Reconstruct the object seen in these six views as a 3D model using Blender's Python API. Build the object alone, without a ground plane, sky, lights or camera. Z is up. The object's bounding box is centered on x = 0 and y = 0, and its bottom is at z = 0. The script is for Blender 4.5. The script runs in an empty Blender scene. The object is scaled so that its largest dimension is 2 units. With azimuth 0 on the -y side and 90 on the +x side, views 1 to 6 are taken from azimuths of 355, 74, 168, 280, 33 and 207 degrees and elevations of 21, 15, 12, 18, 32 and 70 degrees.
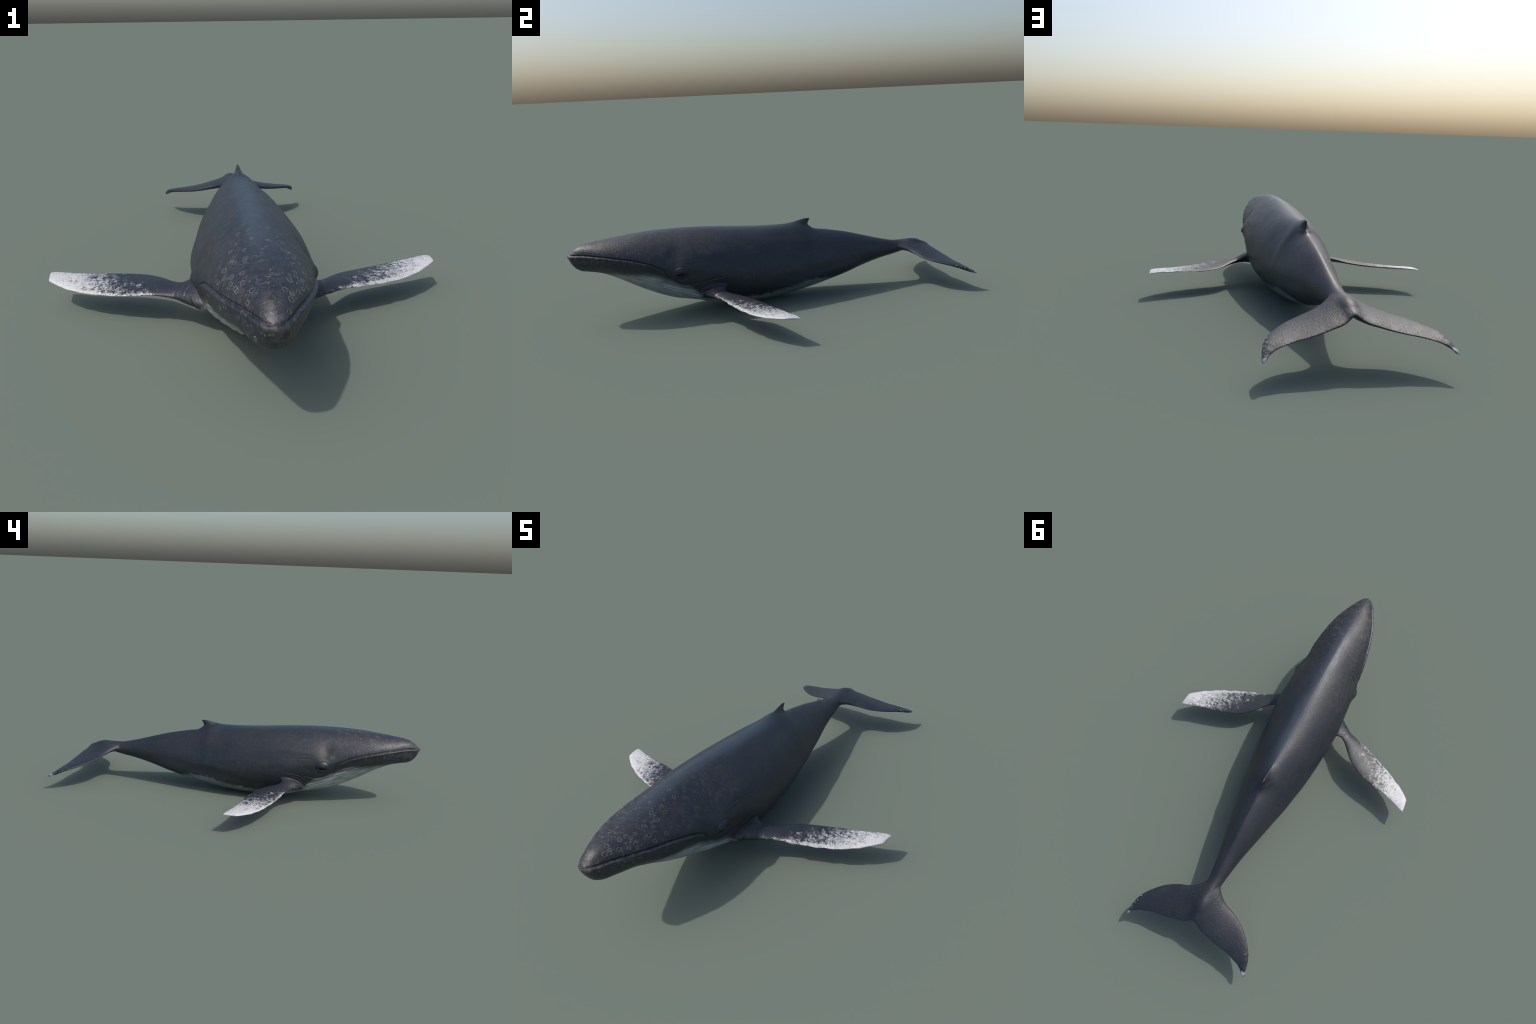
"""Humpback whale, built as one smooth skin (lofted trunk + flippers + flukes + dorsal fin,
fused by a voxel remesh, relaxed at the joints, then sculpted by displacement rules:
lip, throat pleats, eye bulge, folds) and finally cut into anatomical parts."""
import bpy, bmesh, math
import numpy as np
from mathutils import Vector, Matrix, noise
from mathutils.bvhtree import BVHTree

VOXEL = 0.0021
EDGE_GROWTH = 0.0014


# ----------------------------------------------------------------------------- curves
def spline(xk, yk, x):
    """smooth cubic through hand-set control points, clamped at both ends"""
    xk, yk, x = np.asarray(xk, float), np.asarray(yk, float), np.asarray(x, float)
    h = np.diff(xk)
    d = np.diff(yk) / h
    m = np.zeros_like(yk)
    m[1:-1] = (h[:-1] * d[1:] + h[1:] * d[:-1]) / (h[:-1] + h[1:])
    m[0], m[-1] = d[0], d[-1]
    i = np.clip(np.searchsorted(xk, x) - 1, 0, len(xk) - 2)
    t = np.clip((x - xk[i]) / h[i], 0, 1)
    return (yk[i] * (1 + 2 * t) * (1 - t) ** 2 + m[i] * h[i] * t * (1 - t) ** 2
            + yk[i + 1] * t * t * (3 - 2 * t) + m[i + 1] * h[i] * t * t * (t - 1))


def step(a, b, x):
    t = np.clip((x - a) / (b - a), 0, 1)
    return t * t * (3 - 2 * t)


# ----------------------------------------------------------------------------- trunk
# station y, back height, belly height, half width, height share of the widest line,
# roundness (superellipse power) above and below that line
TRUNK = np.array([
    (-1.000, .3400, .3240, .0040, .50, 2.00, 2.00),
    (-0.990, .3390, .3021, .0243, .50, 2.00, 2.00),
    (-0.975, .3533, .2775, .0341, .50, 2.00, 2.00),
    (-0.950, .3699, .2564, .0480, .49, 1.97, 1.90),
    (-0.910, .3813, .2469, .0672, .47, 1.97, 1.86),
    (-0.850, .3893, .2317, .0953, .47, 1.90, 1.62),
    (-0.770, .3996, .1935, .1203, .49, 1.76, 1.56),
    (-0.680, .4096, .1412, .1383, .51, 1.62, 1.55),
    (-0.580, .4141, .0930, .1502, .51, 1.58, 1.64),
    (-0.500, .4138, .0660, .1610, .51, 1.59, 1.90),
    (-0.430, .4118, .0525, .1690, .51, 1.60, 2.12),
    (-0.380, .4089, .0395, .1730, .50, 1.62, 2.05),
    (-0.270, .4006, .0080, .1783, .46, 1.73, 1.92),
    (-0.150, .3885, .0000, .1700, .44, 1.84, 1.84),
    (-0.020, .3803, .0005, .1600, .43, 1.77, 1.75),
    (0.040, .3785, .0050, .1528, .42, 1.64, 1.70),
    (0.080, .3785, .0095, .1475, .42, 1.54, 1.69),
    (0.120, .3810, .0160, .1410, .42, 1.46, 1.68),
    (0.160, .3740, .0235, .1350, .43, 1.47, 1.68),
    (0.200, .3500, .0316, .1282, .44, 1.55, 1.70),
    (0.300, .3258, .0547, .1068, .465, 1.56, 1.80),
    (0.400, .3037, .0812, .0857, .475, 1.57, 1.95),
    (0.500, .2748, .1126, .0636, .475, 1.60, 2.03),
    (0.600, .2456, .1372, .0463, .467, 1.80, 2.07),
    (0.680, .2262, .1510, .0362, .467, 1.95, 2.07),
    (0.750, .2235, .1650, .0330, .48, 1.90, 2.00),
    (0.800, .2240, .1740, .0340, .50, 1.70, 2.00),
    (0.840, .2130, .1790, .0280, .50, 1.70, 2.00),
    (0.870, .1950, .1840, .0060, .50, 2.00, 2.00),
])


def trunk_at(y):
    c = [spline(TRUNK[:, 0], TRUNK[:, k], y) for k in range(1, 7)]
    zc = c[1] + (c[0] - c[1]) * c[3]
    return c[0], c[1], np.maximum(c[2], .002), zc, c[4], c[5]


def trunk_gap(P):
    """signed distance-like value of points to the plain trunk"""
    zt, zb, w, zc, nt, nb = trunk_at(P[:, 1])
    up = P[:, 2] > zc
    h = np.maximum(np.where(up, zt - zc, zc - zb), .002)
    n = np.where(up, nt, nb)
    rho = ((np.abs(P[:, 0]) / w) ** n + (np.abs(P[:, 2] - zc) / h) ** n) ** (1 / n)
    return (rho - 1) * np.minimum(h, w)


def loft(rings, verts, faces):
    """closed tube through equal-length rings, capped by a fan at both ends"""
    base, n = len(verts), len(rings[0])
    for r in rings:
        verts.extend(map(tuple, r))
    for i in range(len(rings) - 1):
        for j in range(n):
            a, b = base + i * n + j, base + i * n + (j + 1) % n
            faces.append((a, b, b + n, a + n))
    for r, flip in ((0, True), (len(rings) - 1, False)):
        c = len(verts)
        verts.append(tuple(np.mean(rings[r], 0)))
        for j in range(n):
            a, b = base + r * n + j, base + r * n + (j + 1) % n
            faces.append((b, a, c) if flip else (a, b, c))


def build_trunk(verts, faces):
    u = np.linspace(0, 1, 330)
    ys = -1.0 + 1.870 * (0.86 * u + 0.14 * u ** 2)
    ys[:26] = -1.0 + (ys[26] + 1.0) * (np.arange(26) / 26.0) ** 1.7
    rings = []
    th = np.linspace(0, 2 * np.pi, 180, endpoint=False)
    for y in ys:
        zt, zb, w, zc, nt, nb = [float(v) for v in trunk_at(y)]
        s, c = np.sin(th), np.cos(th)
        n = np.where(c > 0, nt, nb)
        h = np.where(c > 0, zt - zc, zc - zb)
        x = w * np.sign(s) * np.abs(s) ** (2 / n)
        z = zc + h * np.sign(c) * np.abs(c) ** (2 / n)
        rings.append(np.stack([x, np.full_like(x, y), z], 1))
    loft(rings, verts, faces)


# ----------------------------------------------------------------------------- blades
def blade(lead, trail, thick, nose, mirror, verts, faces, drop=0.0, n_span=90, n_chord=34):
    """a fin blade lofted across its span: leading edge, trailing edge (control points from
    root to tip), thickness along the span and where the thickest chord point lies"""
    lead, trail = np.array(lead, float), np.array(trail, float)
    lead[:, 2] += drop
    trail[:, 2] += drop
    s = np.linspace(0, 1, n_span)
    kl, kt = np.linspace(0, 1, len(lead)), np.linspace(0, 1, len(trail))
    L = np.stack([spline(kl, lead[:, k], s) for k in range(3)], 1)
    T = np.stack([spline(kt, trail[:, k], s) for k in range(3)], 1)
    grow = (T - L) / np.linalg.norm(T - L, axis=1, keepdims=True) * EDGE_GROWTH     # fairing rounds thin edges back
    L, T = L - grow, T + grow
    tk = spline([t[0] for t in thick], [t[1] for t in thick], s)
    rings = []
    for i in range(n_span):
        th = np.linspace(0, 2 * np.pi, 2 * n_chord, endpoint=False)
        c = 0.5 - 0.5 * np.cos(th)
        prof = np.sin(np.clip(c, 0, 1) ** nose * np.pi) ** 0.60
        side = np.where(th < np.pi, .92, -.92)
        chord = T[i] - L[i]
        span = L[min(i + 1, n_span - 1)] + T[min(i + 1, n_span - 1)] - L[max(i - 1, 0)] - T[max(i - 1, 0)]
        nrm = np.cross(span, chord)
        nrm = nrm / np.linalg.norm(nrm)
        if nrm[2] < 0:
            nrm = -nrm
        r = L[i] + c[:, None] * chord + (prof * side * tk[i] * .5)[:, None] * nrm
        rings.append(r)
    rings = [r * np.array([mirror, 1, 1]) for r in rings]
    loft(rings, verts, faces)


# the two flippers are held slightly differently: +1 is the left one, -1 the right one
FLIPPER_LEAD = {
    1: [(.090, -.412, .100), (.130, -.406, .106), (.170, -.3930, .1090), (.200, -.3770, .1100), (.230, -.3575, .1105), (.270, -.3372, .1111),
        (.310, -.3223, .1106), (.360, -.3090, .1078), (.410, -.2893, .1032), (.460, -.2683, .1008), (.510, -.2444, .1001),
        (.560, -.2133, .1024), (.600, -.1825, .1078), (.630, -.1560, .1120), (.644, -.1418, .1140)],
    -1: [(.090, -.410, .095), (.130, -.402, .100), (.170, -.3860, .1030), (.200, -.3650, .1070), (.230, -.3430, .1125), (.270, -.3277, .1160),
         (.310, -.3142, .1150), (.360, -.2996, .1079), (.410, -.2796, .1012), (.460, -.2596, .0982), (.510, -.2371, .0956),
         (.560, -.2092, .0960), (.600, -.1828, .1004), (.630, -.1572, .1044), (.644, -.1430, .1060)]}
FLIPPER_TRAIL = {
    1: [(.090, -.240, .172), (.130, -.255, .164), (.170, -.2820, .1480), (.200, -.2960, .1300), (.230, -.2780, .1205), (.270, -.2341, .1148),
        (.310, -.1947, .1081), (.360, -.1652, .1035), (.410, -.1457, .1028), (.460, -.1311, .1047), (.510, -.1184, .1084),
        (.560, -.1055, .1104), (.600, -.0917, .1130), (.632, -.0807, .1120), (.6515, -.0765, .1085)],
    -1: [(.090, -.240, .172), (.130, -.252, .166), (.170, -.2770, .1520), (.200, -.2880, .1400), (.230, -.2690, .1340), (.270, -.2255, .1315),
         (.310, -.1872, .1272), (.360, -.1601, .1230), (.410, -.1413, .1192), (.460, -.1291, .1167), (.510, -.1195, .1153),
         (.560, -.1074, .1140), (.600, -.0937, .1130), (.632, -.0813, .1112), (.6515, -.0765, .1080)]}
FLIPPER_THICK = [(0, .085), (.07, .070), (.14, .052), (.21, .040), (.28, .031), (.38, .025), (.6, .020), (.85, .016), (.96, .013), (1, .008)]

FLUKE_LEAD = [(-.004, .660, .199), (.018, .676, .197), (.040, .6985, .1925), (.060, .7225, .187), (.085, .7430, .1765), (.115, .7575, .1680),
              (.145, .7670, .1600), (.180, .7840, .1520), (.216, .8080, .1455), (.250, .8405, .1380), (.280, .8760, .1300),
              (.300, .9100, .1190), (.312, .9480, .1020), (.3195, .9880, .0870)]
FLUKE_TRAIL = [(-.004, .884, .1920), (.010, .890, .1850), (.024, .8970, .1745), (.045, .9080, .1655), (.075, .9150, .1575), (.105, .9215, .1490),
               (.135, .9285, .1420), (.170, .9335, .1345), (.205, .9390, .1280), (.240, .9505, .1210), (.268, .9600, .1130),
               (.290, .9735, .1035), (.306, .9905, .0920), (.3170, 1.0005, .0840)]
FLUKE_THICK = [(0, .062), (.077, .060), (.154, .053), (.23, .044), (.31, .038), (.46, .029), (.70, .020), (.93, .014), (1, .006)]

# dorsal fin as level slices: height, front y, rear y, half thickness
FIN = [(.300, .020, .270, .050), (.325, .030, .250, .044), (.340, .038, .228, .037), (.350, .044, .2145, .035), (.358, .050, .2025, .0265),
       (.366, .056, .1985, .0195), (.373, .064, .1985, .0145), (.379, .084, .2015, .0110), (.386, .126, .2060, .0075),
       (.3905, .148, .2090, .0052), (.3935, .160, .2080, .0035), (.3950, .172, .2000, .0020)]


def build_fin(verts, faces):
    zs = np.linspace(FIN[0][0], FIN[-1][0], 44)
    F = np.array(FIN)
    rings = []
    th = np.linspace(0, 2 * np.pi, 64, endpoint=False)
    for z in zs:
        f, r, t = [float(spline(F[:, 0], F[:, k], z)) for k in (1, 2, 3)]
        c = .5 - .5 * np.cos(th)
        prof = np.sin(c ** 1.55 * np.pi) ** .85
        x = np.where(th < np.pi, 1, -1) * prof * t
        rings.append(np.stack([x, f + (r - f) * c, np.full_like(x, z)], 1))
    loft(rings, verts, faces)


# ----------------------------------------------------------------------------- fuse
def mesh_from(name, verts, faces):
    me = bpy.data.meshes.new(name)
    me.from_pydata(verts, [], faces)
    me.update()
    return me


def fuse():
    verts, faces = [], []
    build_trunk(verts, faces)
    for m in (1, -1):
        blade(FLIPPER_LEAD[m], FLIPPER_TRAIL[m], FLIPPER_THICK, .80, m, verts, faces, -.0012)
        blade(FLUKE_LEAD, FLUKE_TRAIL, FLUKE_THICK, .80, m, verts, faces, -.0018)
    build_fin(verts, faces)
    me = mesh_from("raw", verts, faces)
    ob = bpy.data.objects.new("raw", me)
    bpy.context.collection.objects.link(ob)
    bm = bmesh.new()
    bm.from_mesh(me)
    # every shell must face outwards for the voxel union
    bmesh.ops.recalc_face_normals(bm, faces=bm.faces)
    bm.to_mesh(me)
    bm.free()
    mod = ob.modifiers.new("remesh", "REMESH")
    mod.mode, mod.voxel_size, mod.adaptivity = "VOXEL", VOXEL, 0
    dg = bpy.context.evaluated_depsgraph_get()
    done = bpy.data.meshes.new_from_object(ob.evaluated_get(dg))
    n = len(done.vertices)
    P = np.empty(n * 3, np.float32)
    done.vertices.foreach_get("co", P)
    P = P.reshape(-1, 3).astype(float)
    q = np.empty(len(done.loops), np.int32)
    done.loops.foreach_get("vertex_index", q)
    tot = np.empty(len(done.polygons), np.int32)
    done.polygons.foreach_get("loop_total", tot)
    assert (tot == 4).all()
    Q = q.reshape(-1, 4)
    bpy.data.objects.remove(ob)
    bpy.data.meshes.remove(me)
    bpy.data.meshes.remove(done)
    return P, Q


class Skin:
    def __init__(self, P, Q):
        self.P, self.Q = P, Q
        e = np.concatenate([Q[:, [0, 1]], Q[:, [1, 2]], Q[:, [2, 3]], Q[:, [3, 0]]])
        self.a, self.b = e[:, 0], e[:, 1]
        self.deg = np.bincount(self.a, minlength=len(P)).astype(float)

    def lap(self):
        n = len(self.P)
        out = np.empty_like(self.P)
        for k in range(3):
            out[:, k] = np.bincount(self.a, weights=self.P[self.b, k], minlength=n) / self.deg
        return out - self.P

    def fair(self, times):
        for _ in range(times):
            self.P = self.P + .55 * self.lap()
            self.P = self.P - .57 * self.lap()

    def relax(self, weight, times):
        w = weight[:, None] * .6
        for _ in range(times):
            self.P = self.P + w * self.lap()

    def normals(self):
        P, Q = self.P, self.Q
        fn = np.cross(P[Q[:, 2]] - P[Q[:, 0]], P[Q[:, 3]] - P[Q[:, 1]])
        n = np.zeros_like(P)
        for c in range(4):
            for k in range(3):
                n[:, k] += np.bincount(Q[:, c], weights=fn[:, k], minlength=len(P))
        return n / np.maximum(np.linalg.norm(n, axis=1, keepdims=True), 1e-12)


def blob(P, c, r):
    """soft symmetric mask around a point"""
    d2 = ((np.abs(P[:, 0]) - c[0]) / r[0]) ** 2 + ((P[:, 1] - c[1]) / r[1]) ** 2 + ((P[:, 2] - c[2]) / r[2]) ** 2
    return np.exp(-d2)


# ----------------------------------------------------------------------------- sculpting
# mouth line seen from the side: runs flat along the jaw, dives in front of the eye, curls under it
MOUTH = [(-1.03, .3365), (-.985, .3365), (-.940, .3380), (-.880, .3335), (-.820, .3255), (-.770, .3165), (-.720, .3065),
         (-.670, .2930), (-.630, .2790), (-.602, .2645), (-.582, .2520), (-.568, .2360), (-.560, .2190), (-.547, .1980),
         (-.525, .1800), (-.495, .1660), (-.462, .1610), (-.436, .1660), (-.400, .1740), (-.360, .1790)]


def dense(line, n=220):
    line = np.array(line, float)
    k = np.r_[0, np.cumsum(np.hypot(*np.diff(line, axis=0).T))]
    s = np.linspace(0, k[-1], n)
    return np.stack([spline(k, line[:, 0], s), spline(k, line[:, 1], s)], 1), s / k[-1]


def line_distance(y, z, line, n=220):
    """distance to a side-view line, its sign (+ above/behind) and the share run along it"""
    D, s = dense(line, n)
    best = np.full(len(y), 9.0)
    run = np.zeros(len(y))
    sign = np.ones(len(y))
    for i in range(len(D) - 1):
        ax, az = D[i]
        dx, dz = D[i + 1] - D[i]
        t = np.clip(((y - ax) * dx + (z - az) * dz) / (dx * dx + dz * dz), 0, 1)
        ex, ez = y - ax - t * dx, z - az - t * dz
        d = ex * ex + ez * ez
        m = d < best
        best[m] = d[m]
        run[m] = s[i]
        sign[m] = np.sign(dx * ez - dz * ex)[m]
    return np.sqrt(best), sign, run


# upper limit of the pale, pleated throat seen from the side
JAW_EDGE = [(-.90, .200), (-.855, .229), (-.79, .246), (-.72, .240), (-.65, .236), (-.61, .223), (-.575, .207), (-.54, .192), (-.50, .168), (-.46, .156), (-.42, .126), (-.39, .092), (-.35, .074), (-.30, .066)]

FOLDS = [  # side-view creases: line, depth, width
    ([(-.466, .284), (-.42, .286), (-.36, .279), (-.30, .266), (-.25, .255)], .0009, .0026),
    ([(-.452, .270), (-.40, .268), (-.33, .262), (-.28, .256)], .0005, .0030),
    ([(-.438, .122), (-.412, .154), (-.378, .174), (-.330, .186), (-.285, .190)], .0016, .0030),
    ([(-.428, .110), (-.402, .140), (-.370, .160), (-.325, .172)], .0020, .0030),
    ([(-.416, .098), (-.390, .126), (-.360, .145), (-.320, .157)], .0016, .0028),
    ([(-.404, .086), (-.382, .110), (-.352, .130)], .0020, .0030),
]


def fade(run, a=.15, b=.2):
    return step(0, a, run) * (1 - step(1 - b, 1, run))


def sculpt(skin):
    P = skin.P
    N = skin.normals()
    y, z, ax = P[:, 1], P[:, 2], np.abs(P[:, 0])
    gap = trunk_gap(P)
    disp = np.zeros(len(P))
    zt, zb, w, zc, nt, nb = trunk_at(y)

    # lips and mouth slit
    m = np.where((y < -.33) & (gap < .02))[0]
    d, sg, run = line_distance(y[m], z[m], MOUTH)
    sd = d * np.where(sg == 0, 1, sg)
    jaw = 1 - step(.70, .97, run)          # the lip dies away behind the eye
    lip = (.0042 * np.exp(-((sd + .0085) / .0070) ** 2) - .0022 * np.exp(-((sd + .028) / .014) ** 2)) * (1 - step(.62, .80, run))
    slit = -.0058 * np.exp(-(sd / .0026) ** 2) * (1 - .55 * step(.60, .75, run)) * (1 - step(.9, 1, run))
    tuck = -.0014 * np.exp(-((sd - .005) / .009) ** 2)
    bulge = .0022 * np.exp(-((sd + .010) / .010) ** 2) * step(.6, .75, run)
    tip = step(-1.0, -.95, y[m])
    disp[m] += jaw * ((.25 + .75 * tip) * lip + tip * tuck + bulge) + slit * (.5 + .5 * tip)
    wob = np.sin(y[m] * 210) * .0005 + np.sin(y[m] * 97 + 1) * .0005
    disp[m] += wob * np.exp(-((sd + .006) / .005) ** 2) * jaw
    below = np.zeros(len(P))
    below[m] = np.where(sd < 0, np.minimum(-sd, .05), 0)

    # throat pleats: long furrows that follow the barrel of the throat
    ang = np.degrees(np.arctan2(ax / w, np.maximum(zc - z, 1e-4) / np.maximum(zc - zb, .01)))
    lane = ang + 3.0 * np.sin(y * 9) + 20 * step(-.52, -.30, y) * step(20, 80, ang)
    wave = np.abs(((lane / 8.8) % 1.0) - .5) * 2          # 1 in the furrow
    furrow = step(.15, 1.0, wave)
    depth = .0062 * step(-.84, -.70, y) * (1 - step(-.30, -.12, y)) * step(.008, .030, np.where(y < -.43, below, .05))
    depth *= (1 - step(-.012, .006, z - np.interp(y, [p[0] for p in JAW_EDGE], [p[1] for p in JAW_EDGE]))) * (1 - step(76, 84, ang)) * (1 - step(.145, .17, z) * step(-.47, -.42, y))
    depth *= (gap < .02) * (.80 + .25 * np.sin(lane * .11 + 2 * np.sin(y * 11)))
    disp += depth * (.42 - furrow)

    # eye bulge, its ring groove, lid wrinkles and the slit
    ey, ez = y + .497, z - .226
    head = (gap < .03) & (y < -.38) & (y > -.6)
    rad = np.sqrt((ey / .038) ** 2 + (ez / .032) ** 2)
    ey2, ez2 = y + .497, z - .238
    disp += head * .0145 * np.exp(-((ey2 / .033) ** 2 + (ez2 / .025) ** 2))
    disp += head * (-.0016) * np.exp(-((rad - 1.0) / .13) ** 2)
    lids = np.exp(-(ey / .018) ** 2)
    for k, h in enumerate((.245, .252, .259)):
        disp += head * lids * (-.0010) * np.exp(-((z - h + 8 * ey ** 2) / .0018) ** 2)
    slope = ez + .005 - .07 * ey
    disp += head * (-.0130) * np.exp(-(slope / .0050) ** 4) * np.exp(-((ey - .001) / .0185) ** 4)
    disp += head * .0016 * np.exp(-((slope + .0095) / .004) ** 2) * np.exp(-(ey / .018) ** 2)
    # brow, cheek and temple lumps
    for cy, cz, ry, rz, a in ((-.405, .108, .030, .028, .0060), (-.534, .279, .020, .016, .0020), (-.462, .276, .020, .014, .0010), (-.565, .285, .02, .02, -.0015),
                              (-.35, .30, .09, .016, .0020), (-.30, .235, .05, .03, .0020), (-.517, .310, .032, .032, -.0060)):
        disp += (gap < .03) * a * np.exp(-((y - cy) / ry) ** 2 - ((z - cz) / rz) ** 2)
    for line, dep, wid in FOLDS:
        a = np.array(line)
        mm = np.where((gap < .008) & (ax > .07) & (y > a[:, 0].min() - .02) & (y < a[:, 0].max() + .02)
                      & (z > a[:, 1].min() - .02) & (z < a[:, 1].max() + .02))[0]
        if len(mm):
            dd, sgn, rn = line_distance(y[mm], z[mm], line, 60)
            f = fade(rn)
            disp[mm] += f * dep * (-np.exp(-(dd / wid) ** 2) + .30 * np.exp(-((dd * sgn + 2.4 * wid) / wid) ** 2))
    # a few uneven skin rucks that cross the flipper root
    near = step(.004, .012, gap) * (y > -.42) * (y < -.2) * (z < .2)
    u = ax + 1.05 * (y + .32) + .006 * np.sin(y * 70 + 1) + .004 * np.sin(y * 150 + z * 90)
    for at, dep, wid in ((.168, .0012, .0030), (.186, .0014, .0026), (.196, .0008, .0024), (.214, .0012, .0030), (.236, .0006, .0030)):
        disp += near * dep * (-np.exp(-((u - at) / wid) ** 2) + .5 * np.exp(-((u - at - 2 * wid) / wid) ** 2)) * (.4 + .6 * step(-.3, .6, np.sin(y * 40 + at * 500)))
    # knobs along the flipper's front edge
    flip = (gap > .01) & (y < -.05) & (y > -.42)
    front = np.interp(ax, [p[0] for p in FLIPPER_LEAD[1][1:]], [p[1] for p in FLIPPER_LEAD[1][1:]])
    knob = np.sin(ax * 78) * .5 + np.sin(ax * 131 + 1) * .5
    disp += flip * .0022 * knob * np.exp(-((y - front) / .012) ** 2) * step(.2, .27, ax) * (1 - step(.55, .62, ax))
    # knobs at the fluke tips' front edge
    flk = (y > .88) & (ax > .27)
    disp += flk * .0005 * np.sin(y * 190 + ax * 90) * step(.27, .30, ax)
    # hollow behind the fin and shallow flank waves
    disp += (gap < .02) * -.0022 * np.exp(-((y - .26) / .10) ** 2 - ((z - .245) / .04) ** 2)
    skin.P = P + disp[:, None] * N


def centre_box(P):
    P[:, 2] -= P[:, 2].min()
    return P


# ----------------------------------------------------------------------------- materials
class Nodes:
    def __init__(self, name):
        self.mat = bpy.data.materials.new(name)
        self.mat.use_nodes = True
        self.t = self.mat.node_tree
        self.t.nodes.clear()
        self.out = self.add("ShaderNodeOutputMaterial")
        self.bsdf = self.add("ShaderNodeBsdfPrincipled")
        self.link(self.bsdf.outputs[0], self.out.inputs[0])

    def add(self, kind, **kw):
        n = self.t.nodes.new(kind)
        for k, v in kw.items():
            setattr(n, k, v)
        return n

    def link(self, a, b):
        self.t.links.new(a, b)

    def put(self, sock, v):
        if isinstance(v, bpy.types.NodeSocket):
            self.link(v, sock)
        else:
            sock.default_value = v

    def math(self, op, a, b=0.0, c=0.0, clamp=False):
        n = self.add("ShaderNodeMath", operation=op, use_clamp=clamp)
        for s, v in zip(n.inputs, (a, b, c)):
            self.put(s, v)
        return n.outputs[0]

    def smooth(self, v, a, b):
        n = self.add("ShaderNodeMapRange", interpolation_type="SMOOTHSTEP")
        self.put(n.inputs[0], v)
        n.inputs[1].default_value, n.inputs[2].default_value = a, b
        return n.outputs[0]

    def mix(self, f, a, b):
        n = self.add("ShaderNodeMix", data_type="RGBA")
        self.put(n.inputs[0], f)
        self.put(n.inputs[6], a)
        self.put(n.inputs[7], b)
        return n.outputs[2]

    def noise(self, vec, scale, detail=3.0, rough=.55, dist=0.0):
        n = self.add("ShaderNodeTexNoise")
        self.link(vec, n.inputs["Vector"])
        n.inputs["Scale"].default_value = scale
        n.inputs["Detail"].default_value = detail
        n.inputs["Roughness"].default_value = rough
        n.inputs["Distortion"].default_value = dist
        return n.outputs["Fac"]

    def stretch(self, vec, sx, sy, sz):
        n = self.add("ShaderNodeMapping")
        self.link(vec, n.inputs[0])
        n.inputs["Scale"].default_value = (sx, sy, sz)
        return n.outputs[0]

    def curve(self, v, pts, lo, hi, vlo, vhi):
        """value(v) through control points, as a float curve"""
        x = self.add("ShaderNodeMapRange")
        self.put(x.inputs[0], v)
        x.inputs[1].default_value, x.inputs[2].default_value = lo, hi
        n = self.add("ShaderNodeFloatCurve")
        self.link(x.outputs[0], n.inputs["Value"])
        c = n.mapping.curves[0]
        q = [((a - lo) / (hi - lo), (b - vlo) / (vhi - vlo)) for a, b in pts]
        while len(c.points) < len(q):
            c.points.new(.5, .5)
        for p, (a, b) in zip(c.points, q):
            p.location = (a, b)
            p.handle_type = "AUTO"
        n.mapping.update()
        r = self.add("ShaderNodeMapRange")
        self.link(n.outputs[0], r.inputs[0])
        r.inputs[3].default_value, r.inputs[4].default_value = vlo, vhi
        return r.outputs[0]


def rgb(r, g, b):
    """sRGB 0-255 to linear"""
    f = lambda c: (c / 255 / 12.92) if c <= 10 else ((c / 255 + .055) / 1.055) ** 2.4
    return (f(r), f(g), f(b), 1)


DARK, DARK_WARM, DARK_BLUE = rgb(34, 39, 47), rgb(44, 43, 45), rgb(26, 34, 43)
PALE_THROAT, PALE_BELLY, WHITE = rgb(156, 164, 162), rgb(116, 124, 126), rgb(190, 191, 192)


def skin_common(M):
    tc = M.add("ShaderNodeTexCoord")
    vec = tc.outputs["Object"]
    sep = M.add("ShaderNodeSeparateXYZ")
    M.link(vec, sep.inputs[0])
    ax = M.math("ABSOLUTE", sep.outputs[0])
    return vec, ax, sep.outputs[1], sep.outputs[2]


def dark_skin(M, vec):
    big = M.noise(vec, 5.0, 3)
    mid = M.noise(M.stretch(vec, 1, .35, 1), 26, 4, .6)
    fine = M.noise(M.stretch(vec, 1, 1, .25), 150, 3, .6)
    col = M.mix(M.smooth(big, .35, .68), DARK_BLUE, DARK)
    col = M.mix(M.math("MULTIPLY", M.smooth(mid, .44, .68), .65), col, DARK_WARM)
    col = M.mix(M.math("MULTIPLY", M.smooth(fine, .50, .76), .34), col, rgb(74, 71, 71))
    return col


def skin_finish(M, vec, col, rough=.46, bump=.24):
    M.put(M.bsdf.inputs["Base Color"], col)
    r = M.noise(M.stretch(vec, 1, .6, 1), 30, 5, .65)
    M.put(M.bsdf.inputs["Roughness"], M.math("MULTIPLY_ADD", r, .24, rough - .12))
    M.bsdf.inputs["Specular IOR Level"].default_value = .55
    w = M.noise(M.stretch(vec, 1, .6, 1), 150, 4, .6, 1.0)
    g = M.noise(vec, 330, 2, .6)
    h = M.math("MULTIPLY_ADD", g, .25, w)
    b = M.add("ShaderNodeBump")
    b.inputs["Strength"].default_value = bump
    b.inputs["Distance"].default_value = .004
    M.link(h, b.inputs["Height"])
    M.link(b.outputs[0], M.bsdf.inputs["Normal"])


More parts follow.
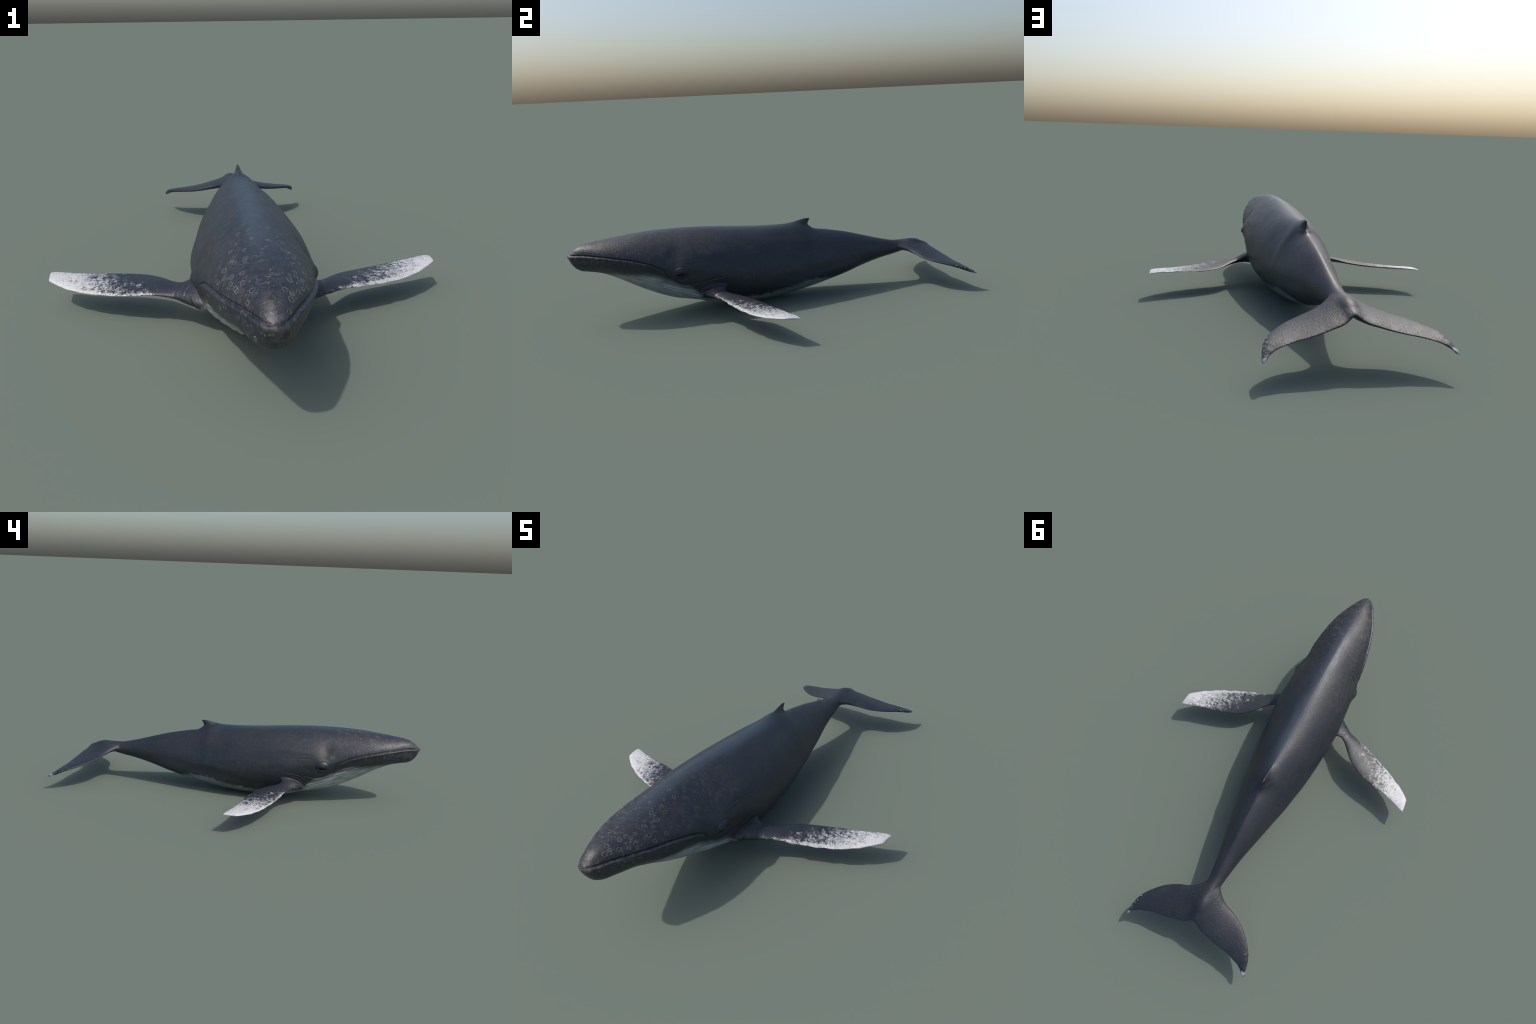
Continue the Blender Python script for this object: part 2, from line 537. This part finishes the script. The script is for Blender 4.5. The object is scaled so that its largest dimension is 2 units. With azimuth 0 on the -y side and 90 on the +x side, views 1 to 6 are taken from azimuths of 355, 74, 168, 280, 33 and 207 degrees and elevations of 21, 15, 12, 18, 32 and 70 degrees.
def body_material():
    M = Nodes("whale_skin")
    vec, ax, y, z = skin_common(M)
    col = dark_skin(M, vec)
    # belly: ragged white patch below a side line
    edge = M.curve(y, [(-.36, .062), (-.30, .058), (-.18, .056), (-.09, .058), (0, .070), (.08, .084), (.15, .101), (.22, .101), (.27, .092), (.31, .070), (.36, .020)], -.36, .36, 0, .12)
    rag = M.noise(M.stretch(vec, 1, .45, 1), 95, 6, .75, .4)
    rag2 = M.noise(M.stretch(vec, 1, .5, 1), 14, 3)
    over = M.math("SUBTRACT", edge, z)
    over = M.math("MULTIPLY_ADD", M.math("SUBTRACT", rag, .5), .115, over)
    over = M.math("MULTIPLY_ADD", M.math("SUBTRACT", rag2, .5), .03, over)
    belly = M.smooth(over, -.004, .009)
    belly = M.math("MULTIPLY", belly, M.math("MULTIPLY", M.smooth(y, -.36, -.30), M.math("SUBTRACT", 1.0, M.smooth(y, .29, .34))))
    belly = M.math("MULTIPLY", belly, M.math("LESS_THAN", ax, .150))
    col = M.mix(belly, col, M.mix(M.smooth(rag2, .4, .7), PALE_BELLY, rgb(138, 145, 145)))
    # throat: soft pale field under the jaw, running back to the flipper root
    edge = M.curve(y, JAW_EDGE, -.90, -.30, 0, .30)
    streak = M.noise(M.stretch(vec, 1.2, .25, 1.2), 34, 4, .6)
    over = M.math("MULTIPLY_ADD", M.math("SUBTRACT", streak, .5), .020, M.math("SUBTRACT", edge, z))
    throat = M.smooth(over, -.012, .034)
    throat = M.math("MULTIPLY", throat, M.math("MULTIPLY", M.smooth(y, -.875, -.80), M.math("SUBTRACT", 1.0, M.smooth(y, -.33, -.26))))
    throat = M.math("MULTIPLY", throat, M.math("LESS_THAN", ax, .165))
    tone = M.mix(M.smooth(streak, .35, .65), rgb(128, 138, 137), PALE_THROAT)
    col = M.mix(throat, col, tone)
    # paler slate streak along the spine, broken on the head
    spine = M.math("SUBTRACT", 1.0, M.smooth(M.math("MULTIPLY_ADD", M.math("SUBTRACT", M.noise(M.stretch(vec, 1, .3, 1), 16, 3), .5), .05, ax), .004, .060))
    spine = M.math("MULTIPLY", spine, M.math("MULTIPLY", M.smooth(y, -.92, -.60), M.math("SUBTRACT", 1.0, M.smooth(y, -.05, .20))))
    spine = M.math("MULTIPLY", spine, M.math("GREATER_THAN", z, .25))
    col = M.mix(M.math("MULTIPLY", spine, .50), col, rgb(64, 78, 91))
    # lighter blue-grey streak low on the rear flank
    mid = M.curve(y, [(-.15, .098), (0, .104), (.10, .112), (.20, .126), (.30, .140), (.40, .155), (.55, .180)], -.15, .55, 0, .25)
    band = M.math("DIVIDE", M.math("SUBTRACT", z, mid), .026)
    band = M.math("POWER", 2.718, M.math("MULTIPLY", M.math("MULTIPLY", band, band), -1.0))
    band = M.math("MULTIPLY", band, M.math("MULTIPLY", M.smooth(y, -.12, .12), M.math("SUBTRACT", 1.0, M.smooth(y, .36, .52))))
    col = M.mix(M.math("MULTIPLY", band, M.math("MULTIPLY_ADD", M.noise(M.stretch(vec, 1, .4, 1), 70, 4, .7), .5, .15)), col, rgb(66, 80, 92))
    # worn pale flecks on the snout ridge and brown-grey bloom on the head
    fleck = M.noise(vec, 125, 2, .5)
    snout = M.math("MULTIPLY", M.math("MULTIPLY", M.smooth(fleck, .585, .66), M.smooth(M.noise(vec, 22, 2), .40, .58)), M.math("SUBTRACT", 1.0, M.smooth(y, -.80, -.58)))
    snout = M.math("MULTIPLY", snout, M.smooth(z, .24, .30))
    col = M.mix(M.math("MULTIPLY", snout, .42), col, rgb(120, 118, 116))
    ridge = M.math("MULTIPLY", M.math("SUBTRACT", 1.0, M.smooth(ax, .006, .034)), M.math("SUBTRACT", 1.0, M.smooth(y, -.97, -.86)))
    ridge = M.math("MULTIPLY", ridge, M.smooth(M.noise(vec, 48, 4, .65), .40, .62))
    col = M.mix(M.math("MULTIPLY", ridge, .22), col, rgb(124, 118, 113))
    bloom = M.math("MULTIPLY", M.smooth(M.noise(M.stretch(vec, 1, 1, .4), 60, 4, .7), .45, .72), M.math("SUBTRACT", 1.0, M.smooth(y, -.45, -.20)))
    bloom = M.math("MULTIPLY", bloom, M.smooth(z, .25, .33))
    col = M.mix(M.math("MULTIPLY", bloom, .40), col, rgb(84, 79, 77))
    skin_finish(M, vec, col)
    return M.mat


def flipper_material():
    M = Nodes("flipper_skin")
    vec, ax, y, z = skin_common(M)
    col = dark_skin(M, vec)
    lead = M.curve(ax, [(p[0], p[1]) for p in FLIPPER_LEAD[1][1::2]] + [(.66, -.115)], .13, .66, -.40, -.05)
    trail = M.curve(ax, [(p[0], p[1]) for p in FLIPPER_TRAIL[1][1::2]] + [(.66, -.075)], .13, .66, -.36, -.05)
    c = M.math("DIVIDE", M.math("SUBTRACT", y, lead), M.math("MAXIMUM", M.math("SUBTRACT", trail, lead), .02), clamp=True)
    # share of white grows to the tip and along the front edge
    c1 = M.math("POWER", c, .8)
    start = M.math("MULTIPLY_ADD", c1, .140, .245)
    full = M.math("MULTIPLY_ADD", c1, .060, .600)
    share = M.math("DIVIDE", M.math("SUBTRACT", ax, start), M.math("SUBTRACT", full, start))
    rim = M.math("MULTIPLY", M.math("SUBTRACT", 1.0, M.smooth(c, .04, .16)), M.smooth(ax, .235, .30))
    share = M.math("MULTIPLY_ADD", rim, .38, share)
    coarse = M.noise(vec, 55, 2, .5)
    fine = M.noise(vec, 210, 3, .7)
    grain = M.math("ADD", M.math("MULTIPLY", coarse, .42), M.math("MULTIPLY", fine, .58))
    grain = M.smooth(grain, .27, .73)
    white = M.smooth(M.math("SUBTRACT", M.math("ADD", share, grain), 1.0), -.30, .34)
    tone = M.mix(M.smooth(fine, .36, .60), rgb(150, 151, 154), WHITE)
    tone = M.mix(M.smooth(ax, .46, .60), tone, M.mix(M.smooth(fine, .36, .60), rgb(174, 175, 178), rgb(200, 201, 202)))
    col = M.mix(white, col, tone)
    # one round grey spot on each flipper
    for sx, sy, r in ((.342, -.259, .0085), (.421, -.205, .007)):
        d = M.math("SQRT", M.math("ADD", M.math("POWER", M.math("SUBTRACT", ax, sx), 2.0), M.math("POWER", M.math("SUBTRACT", y, sy), 2.0)))
        spot = M.math("SUBTRACT", 1.0, M.smooth(d, r * .75, r * 1.1))
        col = M.mix(M.math("MULTIPLY", spot, .75), col, rgb(136, 136, 142))
    skin_finish(M, vec, col, .45)
    return M.mat


def fluke_material():
    M = Nodes("fluke_skin")
    vec, ax, y, z = skin_common(M)
    col = dark_skin(M, vec)
    v = M.add("ShaderNodeTexVoronoi")
    M.link(vec, v.inputs["Vector"])
    v.inputs["Scale"].default_value = 70
    spot = M.math("SUBTRACT", 1.0, M.smooth(v.outputs["Distance"], .18, .32))
    edge = M.curve(ax, [(p[0], p[1]) for p in FLUKE_LEAD[4:]] + [(.325, 1.0)], .085, .325, .7, 1.0)
    near = M.math("SUBTRACT", 1.0, M.smooth(M.math("SUBTRACT", y, edge), .010, .045))
    tip = M.math("MULTIPLY", M.smooth(ax, .265, .285), near)
    pick = M.smooth(M.noise(vec, 55, 2), .42, .50)
    pale = M.math("MULTIPLY", M.math("MULTIPLY", spot, tip), pick)
    end = M.math("MULTIPLY", M.smooth(y, .955, .985), M.smooth(M.noise(vec, 60, 2), .42, .52))
    pale = M.math("MAXIMUM", pale, M.math("MULTIPLY", end, M.smooth(ax, .295, .305)))
    col = M.mix(M.math("MULTIPLY", pale, .85), col, rgb(168, 170, 176))
    root = M.math("MULTIPLY", M.math("SUBTRACT", 1.0, M.smooth(ax, .05, .10)), M.math("SUBTRACT", 1.0, M.smooth(y, .75, .78)))
    v2 = M.add("ShaderNodeTexVoronoi")
    M.link(vec, v2.inputs["Vector"])
    v2.inputs["Scale"].default_value = 105
    fl = M.math("MULTIPLY", M.math("SUBTRACT", 1.0, M.smooth(v2.outputs["Distance"], .12, .22)), root)
    col = M.mix(M.math("MULTIPLY", fl, M.math("MULTIPLY", M.smooth(ax, .03, .045), .5)), col, rgb(150, 148, 150))
    skin_finish(M, vec, col, .48, .34)
    return M.mat


def scar_material():
    M = Nodes("barnacle_scar_skin")
    tc = M.add("ShaderNodeTexCoord")
    info = M.add("ShaderNodeObjectInfo")
    n = M.noise(tc.outputs["Object"], 1.6, 3, .6)
    f = M.math("MULTIPLY", M.smooth(n, .30, .62), M.math("MULTIPLY_ADD", info.outputs["Random"], .42, .08))
    col = M.mix(f, rgb(54, 56, 62), rgb(150, 147, 142))
    M.put(M.bsdf.inputs["Base Color"], col)
    M.bsdf.inputs["Roughness"].default_value = .5
    return M.mat


def eye_material():
    M = Nodes("eye_black")
    tc = M.add("ShaderNodeTexCoord")
    n = M.noise(tc.outputs["Object"], 30, 2)
    M.put(M.bsdf.inputs["Base Color"], M.mix(n, (.0010, .0010, .0012, 1), (.003, .003, .0035, 1)))
    M.bsdf.inputs["Roughness"].default_value = .35
    M.bsdf.inputs["Specular IOR Level"].default_value = .2
    return M.mat


# ----------------------------------------------------------------------------- parts
def split(skin, N, root):
    P, Q = skin.P, skin.Q
    C = P[Q].mean(1)
    gap = trunk_gap(C)
    x, y, z = C.T
    ax = np.abs(x)
    part = np.full(len(Q), 2)
    part[y > .30] = 3
    head = y < -.43
    d, sg, run = line_distance(y[head], z[head], MOUTH, 120)
    part[np.where(head)[0]] = np.where(sg < 0, 1, 0)
    part[(gap > .006) & (y > -.40) & (y < -.03) & (ax > .135) & (z < .2)] = 4
    part[(part == 4) & (x < 0)] = 5
    part[(y > .70) & (x >= 0)] = 6
    part[(y > .70) & (x < 0)] = 7
    part[(gap > .0035) & (y > .05) & (y < .24) & (z > .345) & (ax < .04)] = 8
    names = ["head", "lower_jaw", "torso", "tail_stock", "flipper", "flipper", "fluke", "fluke", "dorsal_fin"]
    mats = {"skin": body_material(), "flipper": flipper_material(), "fluke": fluke_material()}
    made = {}
    for k, name in enumerate(names):
        q = Q[part == k]
        ids, inv = np.unique(q, return_inverse=True)
        inv = inv.reshape(q.shape)
        me = bpy.data.meshes.new(name)
        me.vertices.add(len(ids))
        me.vertices.foreach_set("co", P[ids].astype(np.float32).ravel())
        me.loops.add(q.size)
        me.loops.foreach_set("vertex_index", inv.astype(np.int32).ravel())
        me.polygons.add(len(q))
        me.polygons.foreach_set("loop_start", np.arange(0, q.size, 4, dtype=np.int32))
        me.polygons.foreach_set("use_smooth", np.ones(len(q), bool))
        me.update(calc_edges=True)
        me.validate()
        me.normals_split_custom_set_from_vertices([tuple(v) for v in N[ids]])
        ob = bpy.data.objects.new(name, me)
        bpy.context.collection.objects.link(ob)
        ob.parent = root
        me.materials.append(mats["flipper"] if name == "flipper" else mats["fluke"] if name == "fluke" else mats["skin"])
        made.setdefault(name, ob)
    return made


def bottom_up(root_name):
    root = bpy.data.objects.new(root_name, None)
    bpy.context.collection.objects.link(root)
    root["label"] = "dark blue-grey humpback whale with white-mottled flippers and pleated throat"
    root["category"] = "whale"
    return root


# ring scars: station y, angle round the trunk from the back (+ is the whale's left), outer radius in mm
SCARS = [
    (-.960, 39, 7), (-.930, 37, 10), (-.910, 23, 7.7), (-.911, 37, 6.9), (-.889, 49, 8.4), (-.867, 32, 7.7), (-.836, 42, 6.9),
    (-.818, 40, 6.9), (-.861, 58, 7.6), (-.845, 53, 6.9), (-.830, 54, 6.4), (-.839, 65, 6.1), (-.803, 57, 5.8), (-.784, 56, 8.4),
    (-.775, 36, 6.9), (-.762, 29, 6.1), (-.721, 25, 8.5), (-.727, 30, 7.7), (-.746, 38, 6.1), (-.738, 39, 5.3), (-.722, 39, 6.4),
    (-.751, 46, 6.1), (-.676, 25, 6.9), (-.680, 35, 6.9), (-.612, 23, 7.4), (-.604, 10, 6.2), (-.727, 65, 6.8), (-.777, 69, 7.3),
    (-.751, 73, 4.2), (-.692, 7, 5.4), (-.648, 18, 4.6), (-.863, -2, 7.3), (-.855, 4, 6.5), (-.729, 4, 4.2), (-.760, -3, 5.2),
    (-.607, -20, 6.9), (-.614, -9, 6.1), (-.563, -12, 6.1), (-.673, -9, 6.1), (-.701, -26, 6.9), (-.719, -21, 6.1),
    (-.723, -33, 6.9), (-.738, -39, 7.2), (-.756, -38, 6.5), (-.753, -53, 8.2), (-.759, -23, 6.9), (-.771, -25, 6.6), (-.783, -26, 5.2),
    (-.779, -54, 6.5), (-.781, -59, 6.5), (-.796, -56, 6.0), (-.805, -50, 8.6), (-.796, -6, 5.2), (-.819, -35, 7.3), (-.855, -41, 7.3),
    (-.877, -47, 7.3), (-.898, -32, 7.8), (-.828, -56, 6.5), (-.854, -54, 7.8), (-.865, -54, 7.8), (-.917, -50, 6.9), (-.966, -34, 7),
    (-.714, -57, 6.8), (-.731, -65, 5.5), (-.755, -68, 6.5), (-.773, -68, 6), (-.685, -36, 7.2), (-.666, -27, 5.5),
    (-.980, 92, 6.5), (-.930, 84, 5.9), (-.922, 97, 6.9), (-.940, 126, 5.9), (-.896, 94, 5.8), (-.882, 82, 6.4), (-.843, 88, 5.8),
    (-.846, 103, 6.1), (-.898, 111, 5.4), (-.865, 92, 4.6), (-.848, -86, 9), (-.898, -87, 7.8), (-.957, -119, 7), (-.923, -121, 6.1),
    (-.815, -93, 6.5), (-.720, -90, 6.5), (-.887, -115, 6.1)]


def ring_mesh():
    """flat, slightly lumpy ring of outer radius 1 lying on its own ground plane"""
    verts, faces = [], []
    n, m = 40, 10
    for i in range(n):
        a = 2 * math.pi * i / n
        wob = 1 + .05 * math.sin(3 * a + .6) + .04 * math.sin(5 * a)
        for j in range(m):
            b = 2 * math.pi * j / m
            r = (.80 + .15 * math.cos(b)) * wob
            h = .11 * math.sin(b) * (1 + .3 * math.sin(2 * a + 1))
            verts.append((r * math.cos(a), r * math.sin(a), h))
    for i in range(n):
        for j in range(m):
            i2, j2 = (i + 1) % n, (j + 1) % m
            faces.append((i * m + j, i2 * m + j, i2 * m + j2, i * m + j2))
    me = mesh_from("barnacle_scar", verts, faces)
    me.polygons.foreach_set("use_smooth", [True] * len(me.polygons))
    return me


def add_scars(skin, made):
    sel = skin.P[skin.Q].mean(1)[:, 1] < -.5
    q = skin.Q[sel]
    tree = BVHTree.FromPolygons([tuple(v) for v in skin.P], [tuple(f) for f in q.tolist()])
    me = ring_mesh()
    me.materials.append(scar_material())
    base = bpy.data.objects.new("barnacle_scar", me)
    rng = np.random.default_rng(5)
    first = True
    for y, a, r in SCARS:
        zc = float(trunk_at(np.array([y]))[3][0])
        d = Vector((math.sin(math.radians(a)), 0, math.cos(math.radians(a))))
        o = Vector((0, y, zc))
        hit = tree.ray_cast(o + d * .4, -d)
        if hit[0] is None:
            continue
        pts = [tree.find_nearest(hit[0] + Vector(e) * .006)[1] for e in ((0, 0, 0), (1, 0, 0), (-1, 0, 0), (0, 1, 0), (0, -1, 0), (0, 0, 1), (0, 0, -1))]
        nrm = sum(pts, Vector()).normalized()
        if nrm.dot(d) < 0:
            nrm = -nrm
        ob = base if first else base.copy()
        first = False
        s = r / 1000
        spin = Matrix.Rotation(rng.uniform(0, 6.28), 4, "Z")
        rot = nrm.to_track_quat("Z", "Y").to_matrix().to_4x4()
        sc = Matrix.Diagonal((s * rng.uniform(.92, 1.08), s * rng.uniform(.92, 1.08), s * rng.uniform(.8, 1.15), 1))
        ob.matrix_world = Matrix.Translation(hit[0] - nrm * s * .035) @ rot @ spin @ sc
        bpy.context.collection.objects.link(ob)
        low = a if a >= 0 else -a
        ob.parent = made["lower_jaw"] if low > 75 and hit[0].z < .335 else made["head"]


def add_eyes(made):
    me = bpy.data.meshes.new("eye")
    bm = bmesh.new()
    bmesh.ops.create_uvsphere(bm, u_segments=32, v_segments=20, radius=1)
    bm.to_mesh(me)
    bm.free()
    me.polygons.foreach_set("use_smooth", [True] * len(me.polygons))
    me.materials.append(eye_material())
    for side in (1, -1):
        ob = bpy.data.objects.new("eye", me)
        bpy.context.collection.objects.link(ob)
        ob.location = (side * EYE[0], EYE[1], EYE[2])
        ob.scale = (.0125, .023, .013)
        ob.parent = made["head"]


EYE = (.1535, -.4965, .2215)


# ----------------------------------------------------------------------------- build
def main():
    P, Q = fuse()
    skin = Skin(P, Q)
    skin.fair(8)
    P = skin.P
    soft = np.maximum.reduce([
        blob(P, (.150, -.320, .120), (.026, .065, .055)) * .7,
        blob(P, (.036, .715, .190), (.030, .050, .040)) * .8,
        blob(P, (.0, .80, .20), (.07, .085, .05)) * .85,
    ])
    skin.relax(soft * (soft > .05), 70)
    P = skin.P
    fin = np.maximum(blob(P, (.0, .09, .362), (.06, .09, .018)), blob(P, (.0, .225, .335), (.09, .06, .026)))
    skin.relax(fin * .95, 60)
    skin.relax(np.ones(len(P)) * .4, 2)
    sculpt(skin)
    skin.relax(np.ones(len(P)) * .25, 1)
    skin.P[:, 2] -= skin.P[:, 2].min()
    N = skin.normals()
    root = bottom_up("humpback_whale")
    made = split(skin, N, root)
    add_scars(skin, made)
    add_eyes(made)


main()
